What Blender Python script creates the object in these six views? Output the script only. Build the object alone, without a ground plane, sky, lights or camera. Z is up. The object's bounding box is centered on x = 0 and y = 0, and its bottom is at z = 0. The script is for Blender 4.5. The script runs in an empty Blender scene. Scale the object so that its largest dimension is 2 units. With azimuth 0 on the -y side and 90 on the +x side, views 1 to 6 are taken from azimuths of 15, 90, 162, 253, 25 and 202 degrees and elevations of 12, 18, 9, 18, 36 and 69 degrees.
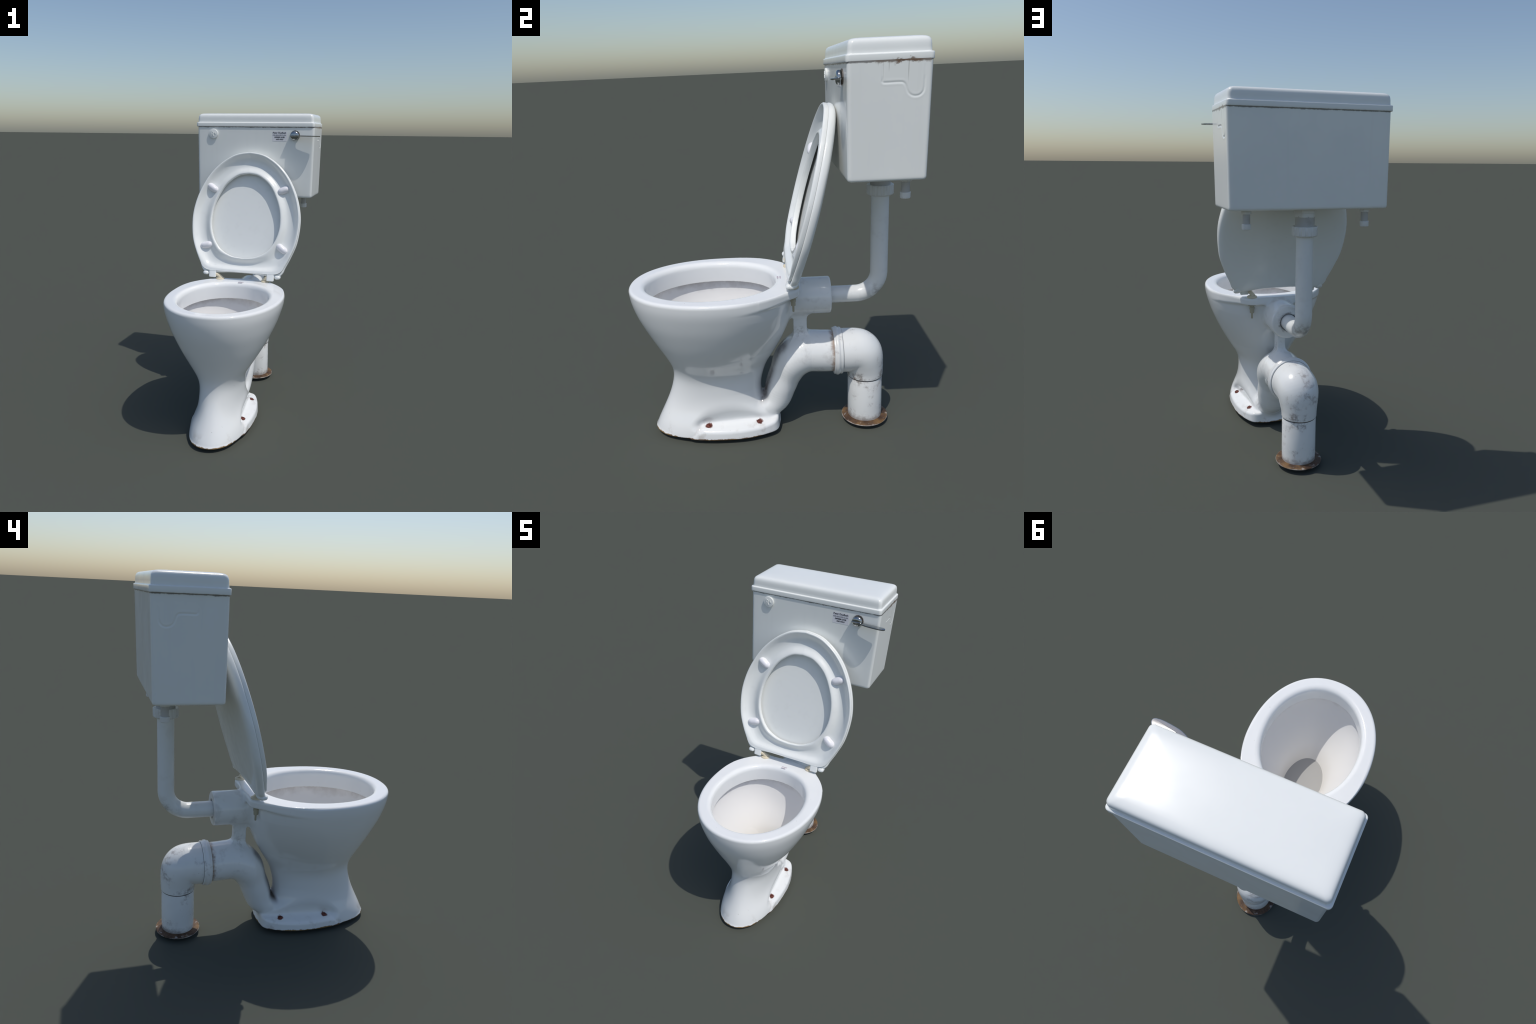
# A white two-piece toilet: pan with S-trap, raised seat and lid, high cistern,
# flush pipe and soil pipe.  Everything is built from profiles, outlines, sweeps
# and blended implicit solids written below.
import bpy, bmesh, math, random
import numpy as np
from mathutils import Vector, Matrix

random.seed(7)
PI = math.pi
scene = bpy.context.scene
X0 = -0.032            # plane of symmetry of the pan


# ----------------------------------------------------------------- node helpers
class Nodes:
    def __init__(self, name):
        self.mat = bpy.data.materials.new(name)
        self.mat.use_nodes = True
        self.t = self.mat.node_tree
        self.t.nodes.clear()
        self.out = self.t.nodes.new("ShaderNodeOutputMaterial")
        self.bsdf = self.t.nodes.new("ShaderNodeBsdfPrincipled")
        self.t.links.new(self.bsdf.outputs[0], self.out.inputs[0])
        self.co = self.t.nodes.new("ShaderNodeTexCoord").outputs["Object"]
        sep = self.t.nodes.new("ShaderNodeSeparateXYZ")
        self.t.links.new(self.co, sep.inputs[0])
        self.x, self.y, self.z = sep.outputs

    def put(self, sock, v):
        if isinstance(v, bpy.types.NodeSocket):
            self.t.links.new(v, sock)
        elif isinstance(v, (tuple, list)) and len(v) == 3 and sock.type == "RGBA":
            sock.default_value = (*v, 1)
        else:
            sock.default_value = v

    def m(self, op, a, b=0.0, c=0.0, clamp=False):
        n = self.t.nodes.new("ShaderNodeMath")
        n.operation = op
        n.use_clamp = clamp
        self.put(n.inputs[0], a)
        self.put(n.inputs[1], b)
        self.put(n.inputs[2], c)
        return n.outputs[0]

    def add(self, a, b): return self.m("ADD", a, b)
    def sub(self, a, b): return self.m("SUBTRACT", a, b)
    def mul(self, a, b): return self.m("MULTIPLY", a, b)
    def mx(self, a, b): return self.m("MAXIMUM", a, b)
    def mn(self, a, b): return self.m("MINIMUM", a, b)
    def ab(self, a): return self.m("ABSOLUTE", a)

    def ramp(self, v, lo, hi, a=0.0, b=1.0):
        n = self.t.nodes.new("ShaderNodeMapRange")
        n.interpolation_type = "SMOOTHSTEP"
        n.clamp = True
        self.put(n.inputs[0], v)
        for i, q in enumerate((lo, hi, a, b)):
            n.inputs[i + 1].default_value = q
        return n.outputs[0]

    def band(self, v, lo, hi, soft):
        return self.mul(self.ramp(v, lo - soft, lo + soft), self.ramp(v, hi - soft, hi + soft, 1, 0))

    def scaled(self, s, off=(0, 0, 0)):
        n = self.t.nodes.new("ShaderNodeMapping")
        self.put(n.inputs[0], self.co)
        n.inputs["Scale"].default_value = s
        n.inputs["Location"].default_value = off
        return n.outputs[0]

    def noise(self, scale, detail=4, rough=0.55, vec=None):
        n = self.t.nodes.new("ShaderNodeTexNoise")
        self.put(n.inputs["Vector"], vec or self.co)
        n.inputs["Scale"].default_value = scale
        n.inputs["Detail"].default_value = detail
        n.inputs["Roughness"].default_value = rough
        return n.outputs[0]

    def specks(self, scale, size, keep):
        """sparse round dots: a voronoi cell keeps its dot when its random value is high"""
        n = self.t.nodes.new("ShaderNodeTexVoronoi")
        self.put(n.inputs["Vector"], self.co)
        n.inputs["Scale"].default_value = scale
        dot = self.ramp(n.outputs["Distance"], size * 0.6, size, 1, 0)
        s = self.t.nodes.new("ShaderNodeSeparateColor")
        self.put(s.inputs[0], n.outputs["Color"])
        return self.mul(dot, self.m("GREATER_THAN", s.outputs[0], keep))

    def mix(self, f, a, b):
        n = self.t.nodes.new("ShaderNodeMix")
        n.data_type = "RGBA"
        self.put(n.inputs[0], f)
        self.put(n.inputs[6], a)
        self.put(n.inputs[7], b)
        return n.outputs[2]

    def dist(self, a, b, c=None):
        """length of (a, b[, c])"""
        q = self.add(self.mul(a, a), self.mul(b, b))
        if c is not None:
            q = self.add(q, self.mul(c, c))
        return self.m("SQRT", q)

    def bump(self, height, strength, distance):
        n = self.t.nodes.new("ShaderNodeBump")
        n.inputs["Strength"].default_value = strength
        n.inputs["Distance"].default_value = distance
        self.put(n.inputs["Height"], height)
        self.t.links.new(n.outputs[0], self.bsdf.inputs["Normal"])

    def done(self, color, rough=0.3, metal=0.0, spec=0.5, coat=0.0):
        b = self.bsdf.inputs
        self.put(b["Base Color"], color)
        self.put(b["Roughness"], rough)
        b["Metallic"].default_value = metal
        b["Specular IOR Level"].default_value = spec
        b["Coat Weight"].default_value = coat
        b["Coat Roughness"].default_value = 0.06
        return self.mat


WHITE = (0.895, 0.90, 0.885)


def porcelain_material():
    n = Nodes("glazed_porcelain")
    big = n.noise(3.0, 3)
    col = n.mix(n.ramp(big, 0.35, 0.7), WHITE, (0.875, 0.88, 0.865))
    fine = n.noise(45, 5, 0.65)
    mid = n.noise(14, 4, 0.6)
    xr = n.ab(n.sub(n.x, X0 - 0.004))
    # smudges on the inlet, the web and the outgo
    soft = n.mul(n.ramp(mid, 0.50, 0.72), n.ramp(n.y, 0.10, 0.2))
    col = n.mix(n.mul(soft, 0.28), col, (0.33, 0.29, 0.27))
    web = n.mul(n.ramp(n.dist(n.sub(n.y, 0.165), n.sub(n.z, 0.56)), 0.0, 0.06, 1, 0), n.ramp(fine, 0.42, 0.66))
    col = n.mix(n.mul(web, 0.45), col, (0.22, 0.18, 0.16))
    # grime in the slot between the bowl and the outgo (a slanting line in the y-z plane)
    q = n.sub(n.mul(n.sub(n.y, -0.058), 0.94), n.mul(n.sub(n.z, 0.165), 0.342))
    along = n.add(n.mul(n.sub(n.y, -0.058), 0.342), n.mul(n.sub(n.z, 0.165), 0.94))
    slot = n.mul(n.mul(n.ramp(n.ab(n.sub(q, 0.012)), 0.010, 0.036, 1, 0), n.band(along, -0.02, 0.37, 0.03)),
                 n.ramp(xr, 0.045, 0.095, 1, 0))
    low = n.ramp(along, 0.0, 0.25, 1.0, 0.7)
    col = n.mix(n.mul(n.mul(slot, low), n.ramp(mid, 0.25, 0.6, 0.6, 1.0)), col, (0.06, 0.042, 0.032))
    # brown tide line where the outgo enters the socket
    tide = n.mul(n.mul(n.ramp(n.add(n.y, n.mul(n.sub(fine, 0.5), 0.05)), 0.315, 0.345), n.ramp(n.y, 0.30, 0.33)),
                 n.ramp(n.z, 0.60, 0.63, 1, 0))
    col = n.mix(n.mul(tide, 0.8), col, (0.27, 0.16, 0.095))
    # grime ring round the flush pipe on the end of the inlet
    ring = n.mul(n.ramp(n.add(n.dist(n.sub(n.x, -0.03), n.sub(n.z, 0.757)), n.mul(n.sub(fine, 0.5), 0.05)), 0.046, 0.064, 1, 0),
                 n.ramp(n.y, 0.31, 0.318))
    col = n.mix(n.mul(ring, 0.75), col, (0.12, 0.10, 0.09))
    # rust bleeding from the four floor screws
    xs = n.ab(n.sub(n.x, X0))
    screws = [n.dist(n.sub(xs, a), n.sub(n.y, b), n.sub(n.z, 0.083)) for a, b in ((0.1435, -0.343), (0.127, -0.070))]
    rr = n.add(n.mn(*screws), n.mul(n.sub(fine, 0.5), 0.030))
    rust = n.mul(n.ramp(rr, 0.014, 0.021, 1, 0), n.ramp(n.z, 0.11, 0.13, 1, 0))
    col = n.mix(n.mul(rust, 0.9), col, (0.17, 0.045, 0.03))
    smear = n.mul(n.mul(n.ramp(rr, 0.02, 0.09, 1, 0), n.ramp(mid, 0.5, 0.68)), n.ramp(n.z, 0.13, 0.15, 1, 0))
    col = n.mix(n.mul(smear, 0.2), col, (0.40, 0.33, 0.27))
    # chipped bare clay along the bottom edge of the foot
    chip = n.ramp(n.add(n.z, n.mul(n.sub(n.noise(26, 4, 0.7), 0.5), 0.026)), 0.0286, 0.0330, 1, 0)
    col = n.mix(chip, col, n.mix(n.ramp(mid, 0.45, 0.6), (0.27, 0.17, 0.07), (0.14, 0.075, 0.045)))
    foot = n.mul(n.ramp(n.z, 0.05, 0.11, 1, 0), n.ramp(mid, 0.53, 0.70))
    col = n.mix(n.mul(foot, 0.35), col, (0.42, 0.36, 0.30))
    # pin-head specks
    sp = n.mx(n.specks(22, 0.055, 0.90), n.mul(n.specks(60, 0.10, 0.975), 0.7))
    col = n.mix(n.mul(sp, 0.6), col, (0.17, 0.13, 0.10))
    return n.done(col, n.ramp(mid, 0.4, 0.8, 0.09, 0.17), spec=0.5)


def basin_material():
    n = Nodes("stained_basin_glaze")
    mid = n.noise(11, 4, 0.6)
    col = n.mix(n.ramp(n.z, 0.36, 0.60), (0.90, 0.885, 0.855), (0.885, 0.88, 0.87))
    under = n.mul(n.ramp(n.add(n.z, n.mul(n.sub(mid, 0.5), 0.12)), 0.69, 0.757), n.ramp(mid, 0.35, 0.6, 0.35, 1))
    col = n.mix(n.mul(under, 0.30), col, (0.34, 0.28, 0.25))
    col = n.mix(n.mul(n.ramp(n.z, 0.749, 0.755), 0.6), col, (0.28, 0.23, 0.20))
    col = n.mix(n.mul(n.ramp(n.z, 0.45, 0.38), 0.12), col, (0.50, 0.44, 0.36))
    return n.done(col, 0.22, spec=0.4)


def water_material():
    n = Nodes("standing_water")
    n.bsdf.inputs["IOR"].default_value = 1.33
    return n.done((0.43, 0.425, 0.41), 0.03, spec=0.5)


def cistern_grime(n, col, on_lid):
    """black line under the lid, a rust patch and thin drips on the right-hand end"""
    fine = n.noise(38, 5, 0.65)
    streak = n.noise(1.0, 3, 0.5, n.scaled((30, 30, 1.5)))
    wob = n.mul(n.sub(fine, 0.5), 0.030)
    end = n.ramp(n.x, 0.375, 0.388)
    if on_lid:
        # only the lowest millimetres of the lid edge are dirty
        h = n.sub(n.z, 1.907)
        line = n.ramp(n.add(h, n.mul(wob, 0.25)), 0.0005, 0.003, 1, 0)
        col = n.mix(n.mul(line, 0.55), col, (0.10, 0.09, 0.08))
        patch = n.mul(n.band(n.y, 0.545, 0.63, 0.012), end)
        rust = n.mul(n.ramp(n.add(h, n.mul(n.sub(n.noise(40, 3), 0.56), 0.05)), 0.001, 0.008, 1, 0), n.mul(patch, 0.85))
        return n.mix(rust, col, (0.20, 0.135, 0.095))
    h = n.sub(1.907, n.z)
    line = n.ramp(n.add(h, n.mul(wob, 0.45)), 0.002, 0.007, 1, 0)
    col = n.mix(n.mul(line, 0.8), col, (0.10, 0.09, 0.085))
    patch = n.mul(n.band(n.y, 0.552, 0.655, 0.012), end)
    rust = n.mul(n.ramp(n.add(h, n.mul(n.sub(n.noise(34, 4, 0.6), 0.47), 0.065)), 0.004, 0.013, 1, 0), patch)
    col = n.mix(n.mul(rust, 0.95), col, n.mix(n.ramp(fine, 0.4, 0.6), (0.22, 0.115, 0.055), (0.13, 0.08, 0.055)))
    thin = n.mul(n.ramp(n.add(h, n.mul(n.sub(fine, 0.5), 0.04)), 0.002, 0.012, 1, 0), n.mul(n.band(n.y, 0.46, 0.70, 0.02), end))
    col = n.mix(n.mul(thin, 0.4), col, (0.22, 0.15, 0.10))
    for yy, deep, dark in ((0.603, 0.095, 0.5), (0.525, 0.05, 0.35), (0.503, 0.09, 0.18), (0.482, 0.025, 0.25)):
        drip = n.mul(n.ramp(n.ab(n.sub(n.y, yy)), 0.0006, 0.0022, 1, 0), n.mul(n.ramp(h, deep * 0.3, deep, 1, 0), end))
        col = n.mix(n.mul(drip, dark), col, (0.15, 0.12, 0.10))
    st = n.mul(n.ramp(streak, 0.52, 0.72), n.ramp(h, 0.05, 0.45, 1.0, 0.4))
    col = n.mix(n.mul(st, 0.03), col, (0.42, 0.38, 0.36))
    sp = n.mul(n.specks(34, 0.07, 0.93), n.mul(end, n.ramp(h, 0.06, 0.30, 1, 0.25)))
    return n.mix(n.mul(sp, 0.35), col, (0.25, 0.21, 0.18))


def cistern_material(on_lid=False):
    n = Nodes("cistern_lid_glaze" if on_lid else "cistern_glaze")
    big = n.noise(4, 3)
    col = n.mix(n.ramp(big, 0.35, 0.7), (0.895, 0.91, 0.875), (0.87, 0.885, 0.855))
    col = cistern_grime(n, col, on_lid)
    return n.done(col, n.ramp(big, 0.3, 0.7, 0.17, 0.24), spec=0.5)


def plastic_material(name, color, rough=0.3, smudge=0.15, specks=0.4, dirt=(0.30, 0.27, 0.24)):
    n = Nodes(name)
    mid = n.noise(16, 5, 0.62)
    col = n.mix(n.mul(n.ramp(mid, 0.52, 0.75), smudge), color, dirt)
    col = n.mix(n.mul(n.specks(26, 0.06, 0.92), specks), col, (0.16, 0.13, 0.11))
    return n.done(col, n.ramp(mid, 0.35, 0.7, rough * 0.85, rough * 1.2), spec=0.5)


def flush_pipe_material():
    n = Nodes("flush_pipe_plastic")
    mid = n.noise(15, 5, 0.62)
    col = n.mix(n.mul(n.ramp(mid, 0.5, 0.72), 0.10), (0.87, 0.875, 0.855), (0.4, 0.37, 0.34))
    # scuffed heel of the bend
    heel = n.mul(n.ramp(n.dist(n.sub(n.y, 0.60), n.sub(n.z, 0.76)), 0.02, 0.11, 1, 0), n.ramp(mid, 0.42, 0.62))
    col = n.mix(n.mul(heel, 0.55), col, (0.24, 0.21, 0.18))
    col = n.mix(n.mul(n.specks(24, 0.055, 0.92), 0.5), col, (0.15, 0.12, 0.1))
    return n.done(col, 0.25, spec=0.5)


def soil_pipe_material(name):
    n = Nodes(name)
    mid = n.noise(11, 6, 0.68)
    fine = n.noise(48, 5, 0.65)
    col = n.mix(n.ramp(n.noise(5, 2), 0.4, 0.7), (0.875, 0.88, 0.86), (0.83, 0.83, 0.81))
    blot = n.mul(n.ramp(mid, 0.52, 0.68), n.ramp(fine, 0.32, 0.62))
    col = n.mix(n.mul(blot, 0.62), col, (0.22, 0.17, 0.15))
    # extra dirt at the joint and at the floor
    j = n.mul(n.ramp(n.ab(n.sub(n.z, 0.285)), 0.0, 0.06, 1, 0), n.ramp(mid, 0.46, 0.62))
    col = n.mix(n.mul(n.mul(j, n.ramp(fine, 0.35, 0.6)), 0.75), col, (0.14, 0.10, 0.075))
    f = n.mul(n.ramp(n.add(n.z, n.mul(n.sub(fine, 0.5), 0.06)), 0.035, 0.075, 1, 0), n.ramp(mid, 0.36, 0.6, 0.3, 1))
    col = n.mix(n.mul(f, 0.7), col, (0.16, 0.12, 0.095))
    col = n.mix(n.mul(n.specks(40, 0.09, 0.90), 0.55), col, (0.16, 0.12, 0.1))
    n.bump(fine, 0.06, 0.002)
    return n.done(col, n.ramp(mid, 0.3, 0.7, 0.17, 0.32), spec=0.5)


def rusty_flange_material():
    n = Nodes("rusty_flange")
    mid = n.noise(26, 6, 0.65)
    big = n.noise(9, 3)
    col = n.mix(n.ramp(mid, 0.35, 0.65), (0.060, 0.034, 0.022), (0.135, 0.078, 0.042))
    col = n.mix(n.mul(n.ramp(big, 0.47, 0.62), 0.8), col, (0.24, 0.135, 0.05))
    rr = n.dist(n.sub(n.x, -0.032), n.sub(n.y, 0.52))
    paint = n.mx(n.mul(n.ramp(n.noise(30, 5, 0.6), 0.57, 0.67), n.ramp(rr, 0.098, 0.116)),
                 n.ramp(n.add(rr, n.mul(n.sub(mid, 0.5), 0.012)), 0.1245, 0.1275))
    col = n.mix(n.mul(paint, 0.7), col, (0.50, 0.46, 0.42))
    n.bump(mid, 0.35, 0.004)
    return n.done(col, 0.6, spec=0.3)


def rust_screw_material():
    n = Nodes("rusted_screw")
    v = n.noise(90, 5, 0.6)
    col = n.mix(n.ramp(v, 0.35, 0.65), (0.105, 0.028, 0.02), (0.17, 0.05, 0.035))
    n.bump(v, 0.4, 0.002)
    return n.done(col, 0.6, spec=0.3)


def chrome_material():
    n = Nodes("polished_chrome")
    v = n.noise(30, 3)
    return n.done((0.40, 0.415, 0.42), n.ramp(v, 0.4, 0.7, 0.09, 0.16), metal=1.0)  # base darkened so the hub shows the dim ground reflection


M = dict(
    porcelain=porcelain_material(),
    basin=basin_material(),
    water=water_material(),
    cistern=cistern_material(),
    cistern_lid=cistern_material(True),
    seat=plastic_material("seat_plastic", (0.885, 0.90, 0.875), 0.2, 0.04, 0.25),
    lid=plastic_material("lid_plastic", (0.885, 0.90, 0.875), 0.2, 0.04, 0.2),
    bumper=plastic_material("bumper_rubber", (0.88, 0.87, 0.90), 0.38, 0.06, 0.2),
    pipe=flush_pipe_material(),
    fitting=plastic_material("fitting_plastic", (0.80, 0.80, 0.78), 0.34, 0.3, 0.5),
    fitting_dark=plastic_material("threaded_stub_plastic", (0.52, 0.51, 0.49), 0.4, 0.5, 0.5),
    soil=soil_pipe_material("soil_pipe_paint"),
    flange=rusty_flange_material(),
    screw=rust_screw_material(),
    chrome=chrome_material(),
    backplate=plastic_material("tarnished_backplate", (0.085, 0.075, 0.068), 0.4, 0.5, 0.0, (0.17, 0.12, 0.08)),
    hinge=plastic_material("yellowed_hinge_plastic", (0.74, 0.65, 0.48), 0.4, 0.2, 0.2, (0.42, 0.33, 0.2)),
    bolt=plastic_material("aged_bolt_nylon", (0.46, 0.42, 0.31), 0.5, 0.4, 0.3),
    ink=plastic_material("black_print", (0.055, 0.052, 0.060), 0.5, 0.0, 0.0),
    ink_grey=plastic_material("grey_print", (0.22, 0.215, 0.235), 0.5, 0.0, 0.0),
    sticker=plastic_material("label_film", (0.80, 0.795, 0.83), 0.22, 0.05, 0.0),
    stamp=plastic_material("mauve_stamp", (0.62, 0.53, 0.58), 0.3, 0.0, 0.0),
    seam=plastic_material("joint_shadow", (0.06, 0.05, 0.045), 0.7, 0.0, 0.0),  # near-black colour paints the shade inside the pipe joints onto solid rings
)


# ----------------------------------------------------------------- object helpers
def link(name, me, mat, parent=None, smooth=40.0):
    if not isinstance(me, bpy.types.Mesh):
        m2 = bpy.data.meshes.new(name)
        me.to_mesh(m2)
        me.free()
        me = m2
    me.name = name
    ob = bpy.data.objects.new(name, me)
    scene.collection.objects.link(ob)
    me.materials.append(mat)
    if smooth is not None:
        me.shade_smooth()
        me.set_sharp_from_angle(angle=math.radians(smooth))
    ob.parent = parent
    return ob


def mesh_of(verts, faces):
    me = bpy.data.meshes.new("part")
    me.from_pydata([tuple(map(float, v)) for v in verts], [], [tuple(int(i) for i in f) for f in faces])
    bm = bmesh.new()
    bm.from_mesh(me)
    bmesh.ops.recalc_face_normals(bm, faces=bm.faces)
    bm.to_mesh(me)
    bm.free()
    return me


def loft(rings, cap_start=True, cap_end=True, closed=False):
    """skin a list of equally long closed rings"""
    k, nr = len(rings[0]), len(rings)
    verts = [p for r in rings for p in r]
    faces = []
    for i in range(nr if closed else nr - 1):
        a, b = i * k, ((i + 1) % nr) * k
        for j in range(k):
            faces.append((a + j, a + (j + 1) % k, b + (j + 1) % k, b + j))
    if not closed and cap_start:
        faces.append(tuple(range(k - 1, -1, -1)))
    if not closed and cap_end:
        faces.append(tuple((nr - 1) * k + j for j in range(k)))
    return mesh_of(verts, faces)


def lathe(profile, centre, axis="z", seg=64, wave=None):
    """profile of (radius, height) turned about an axis through centre"""
    rings = []
    for r, h in profile:
        ring = []
        for j in range(seg):
            t = 2 * PI * j / seg
            q = r * (wave(t) if wave else 1)
            a, b = q * math.cos(t), q * math.sin(t)
            p = {"z": (a, b, h), "y": (a, h, b), "x": (h, a, b)}[axis]
            ring.append((centre[0] + p[0], centre[1] + p[1], centre[2] + p[2]))
        rings.append(ring)
    return loft(rings)


def hexed(sides, r):
    """radius factor that turns a circle of radius r into a soft polygon"""
    def f(t):
        a = (t % (2 * PI / sides)) - PI / sides
        return min(1.0, math.cos(PI / sides) * 1.045 / math.cos(a))
    return f


def tube(path, radius, seg=48):
    """round tube along a planar or gentle path; radius may be a list"""
    pts = [Vector(p) for p in path]
    rad = radius if isinstance(radius, (list, tuple)) else [radius] * len(pts)
    up = None
    rings = []
    for i, p in enumerate(pts):
        d = (pts[min(i + 1, len(pts) - 1)] - pts[max(i - 1, 0)]).normalized()
        if up is None:
            up = d.orthogonal().normalized()
        up = (up - d * up.dot(d)).normalized()
        side = d.cross(up)
        rings.append([p + (up * math.cos(2 * PI * j / seg) + side * math.sin(2 * PI * j / seg)) * rad[i] for j in range(seg)])
    return loft(rings)


def rounded_box(size, bevel, seg=4, matrix=None):
    bm = bmesh.new()
    bmesh.ops.create_cube(bm, size=1)
    bmesh.ops.scale(bm, vec=size, verts=bm.verts)
    bmesh.ops.bevel(bm, geom=list(bm.edges), offset=bevel, segments=seg, profile=0.5, affect="EDGES")
    if matrix is not None:
        bmesh.ops.transform(bm, matrix=matrix, verts=bm.verts)
    return bm


def hermite(table, col):
    """natural cubic spline through a column of a table keyed on its first column"""
    t = np.array(sorted(table), float)
    z, v = t[:, 0], t[:, col]
    n, h = len(z), np.diff(z)
    A, r = np.eye(n), np.zeros(n)
    for i in range(1, n - 1):
        A[i, i - 1:i + 2] = h[i - 1], 2 * (h[i - 1] + h[i]), h[i]
        r[i] = 6 * ((v[i + 1] - v[i]) / h[i] - (v[i] - v[i - 1]) / h[i - 1])
    m = np.linalg.solve(A, r)

    def f(q):
        q = np.clip(q, z[0], z[-1])
        i = np.clip(np.searchsorted(z, q) - 1, 0, n - 2)
        a, b, w = z[i + 1] - q, q - z[i], z[i + 1] - z[i]
        return (m[i] * a**3 + m[i + 1] * b**3) / (6 * w) + (v[i] / w - m[i] * w / 6) * a + (v[i + 1] / w - m[i + 1] * w / 6) * b
    return f


def spline(pts, per=8):
    """Catmull-Rom through open control points"""
    p = np.array(pts, float)
    p = np.vstack([2 * p[0] - p[1], p, 2 * p[-1] - p[-2]])
    out = []
    for i in range(1, len(p) - 2):
        for u in np.arange(per) / per:
            a, b, c, d = p[i - 1:i + 3]
            out.append(0.5 * (2 * b + (c - a) * u + (2 * a - 5 * b + 4 * c - d) * u**2 + (3 * b - a - 3 * c + d) * u**3))
    out.append(p[-2])
    return np.array(out)


# ----------------------------------------------------------------- implicit solids
def smin(a, b, k):
    h = np.maximum(k - np.abs(a - b), 0)
    return np.minimum(a, b) - h * h / (4 * k)


def smax(a, b, k):
    return -smin(-a, -b, k)


def egg(x, y, yf, yr, ym, a, nf=2.0, nr=2.0):
    """radial distance to an egg outline: front tip yf, rear tip yr, half width a at ym"""
    dy = y - ym
    front = dy < 0
    b = np.where(front, ym - yf, yr - ym)
    n = np.where(front, nf, nr)
    rho = (np.abs(x / a) ** n + np.abs(dy / b) ** n + 1e-9) ** (1 / n)
    r = np.sqrt(x * x + dy * dy) + 1e-6
    return r - r / np.maximum(rho, 1e-4)


def chain(x, y, z, path, radii, ysc=1.0):
    """swept tube of changing radius along a path in the y-z plane"""
    out = np.full(np.broadcast(x, y, z).shape, 9.0)
    for (ay, az), (by, bz), ra, rb in zip(path[:-1], path[1:], radii[:-1], radii[1:]):
        uy, uz = by - ay, bz - az
        t = np.clip(((y - ay) * uy + (z - az) * uz) / (uy * uy + uz * uz), 0, 1)
        dy, dz = y - ay - t * uy, z - az - t * uz
        out = np.minimum(out, np.sqrt((x * ysc) ** 2 + dy * dy + dz * dz) - (ra + t * (rb - ra)))
    return out


def surface(f, lo, hi, h, mirror=False):
    """mesh the zero level of f with dual cells, then pull every vertex onto the surface"""
    ax = [np.arange(lo[i], hi[i] + h, h) for i in range(3)]
    if mirror:
        ax[0] = (np.arange(int(hi[0] / h) + 1) + 0.5) * h
    parts = []
    for y0 in range(0, len(ax[1]), 24):
        X, Y, Z = np.meshgrid(ax[0], ax[1][y0:y0 + 24], ax[2], indexing="ij")
        parts.append(f(X, Y, Z))
    v = np.concatenate(parts, 1)
    if mirror:
        v = np.concatenate([v[::-1], v], 0)
        ax[0] = np.concatenate([-ax[0][::-1], ax[0]])
    s = v < 0
    o = s[:-1, :-1, :-1]
    mixed = np.zeros(o.shape, bool)
    n = [d - 1 for d in s.shape]
    for i in (0, 1):
        for j in (0, 1):
            for k in (0, 1):
                mixed |= s[i:n[0] + i, j:n[1] + j, k:n[2] + k] != o
    cells = np.argwhere(mixed)
    idx = np.full(mixed.shape, -1, np.int64)
    idx[mixed] = np.arange(len(cells))
    acc, cnt = np.zeros((len(cells), 3)), np.zeros(len(cells))
    corners = [(i, j, k) for i in (0, 1) for j in (0, 1) for k in (0, 1)]
    for a in corners:
        for b in corners:
            if sum(abs(p - q) for p, q in zip(a, b)) != 1 or a > b:
                continue
            va = v[cells[:, 0] + a[0], cells[:, 1] + a[1], cells[:, 2] + a[2]]
            vb = v[cells[:, 0] + b[0], cells[:, 1] + b[1], cells[:, 2] + b[2]]
            cross = (va < 0) != (vb < 0)
            t = np.where(cross, va / np.where(cross, va - vb, 1), 0)
            p = np.array(a) + t[:, None] * (np.array(b) - np.array(a))
            acc += np.where(cross[:, None], p, 0)
            cnt += cross
    verts = (acc / cnt[:, None] + cells) * h + np.array([a[0] for a in ax])
    faces = []
    for axis in range(3):
        u, w = (axis + 1) % 3, (axis + 2) % 3
        sl0, sl1 = [slice(1, -1)] * 3, [slice(1, -1)] * 3
        sl0[axis], sl1[axis] = slice(0, -1), slice(1, None)
        a, b = s[tuple(sl0)], s[tuple(sl1)]
        hit = np.argwhere(a != b)
        flip = a[tuple(hit.T)]
        base = hit + 1
        base[:, axis] -= 1
        du, dw = np.eye(3, dtype=int)[u], np.eye(3, dtype=int)[w]
        q = np.stack([idx[tuple((base - du - dw).T)], idx[tuple((base - dw).T)], idx[tuple(base.T)], idx[tuple((base - du).T)]], 1)
        q[~flip] = q[~flip][:, ::-1]
        faces.append(q)
    faces = np.concatenate(faces)
    faces = faces[(faces >= 0).all(1)]

    def grad(p, e=0.0008):
        g = np.empty_like(p)
        for i in range(3):
            d = np.zeros(3)
            d[i] = e
            g[:, i] = (f(*(p + d).T) - f(*(p - d).T)) / (2 * e)
        return g
    for _ in range(3):
        g = grad(verts)
        val = f(*verts.T)
        step = val[:, None] * g / np.maximum((g * g).sum(1), 0.05)[:, None]
        ln = np.linalg.norm(step, axis=1, keepdims=True)
        verts -= step * np.minimum(1, 0.6 * h / np.maximum(ln, 1e-9))
    g = grad(verts, 0.0015)
    return verts, faces, g / np.maximum(np.linalg.norm(g, axis=1, keepdims=True), 1e-9)


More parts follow.
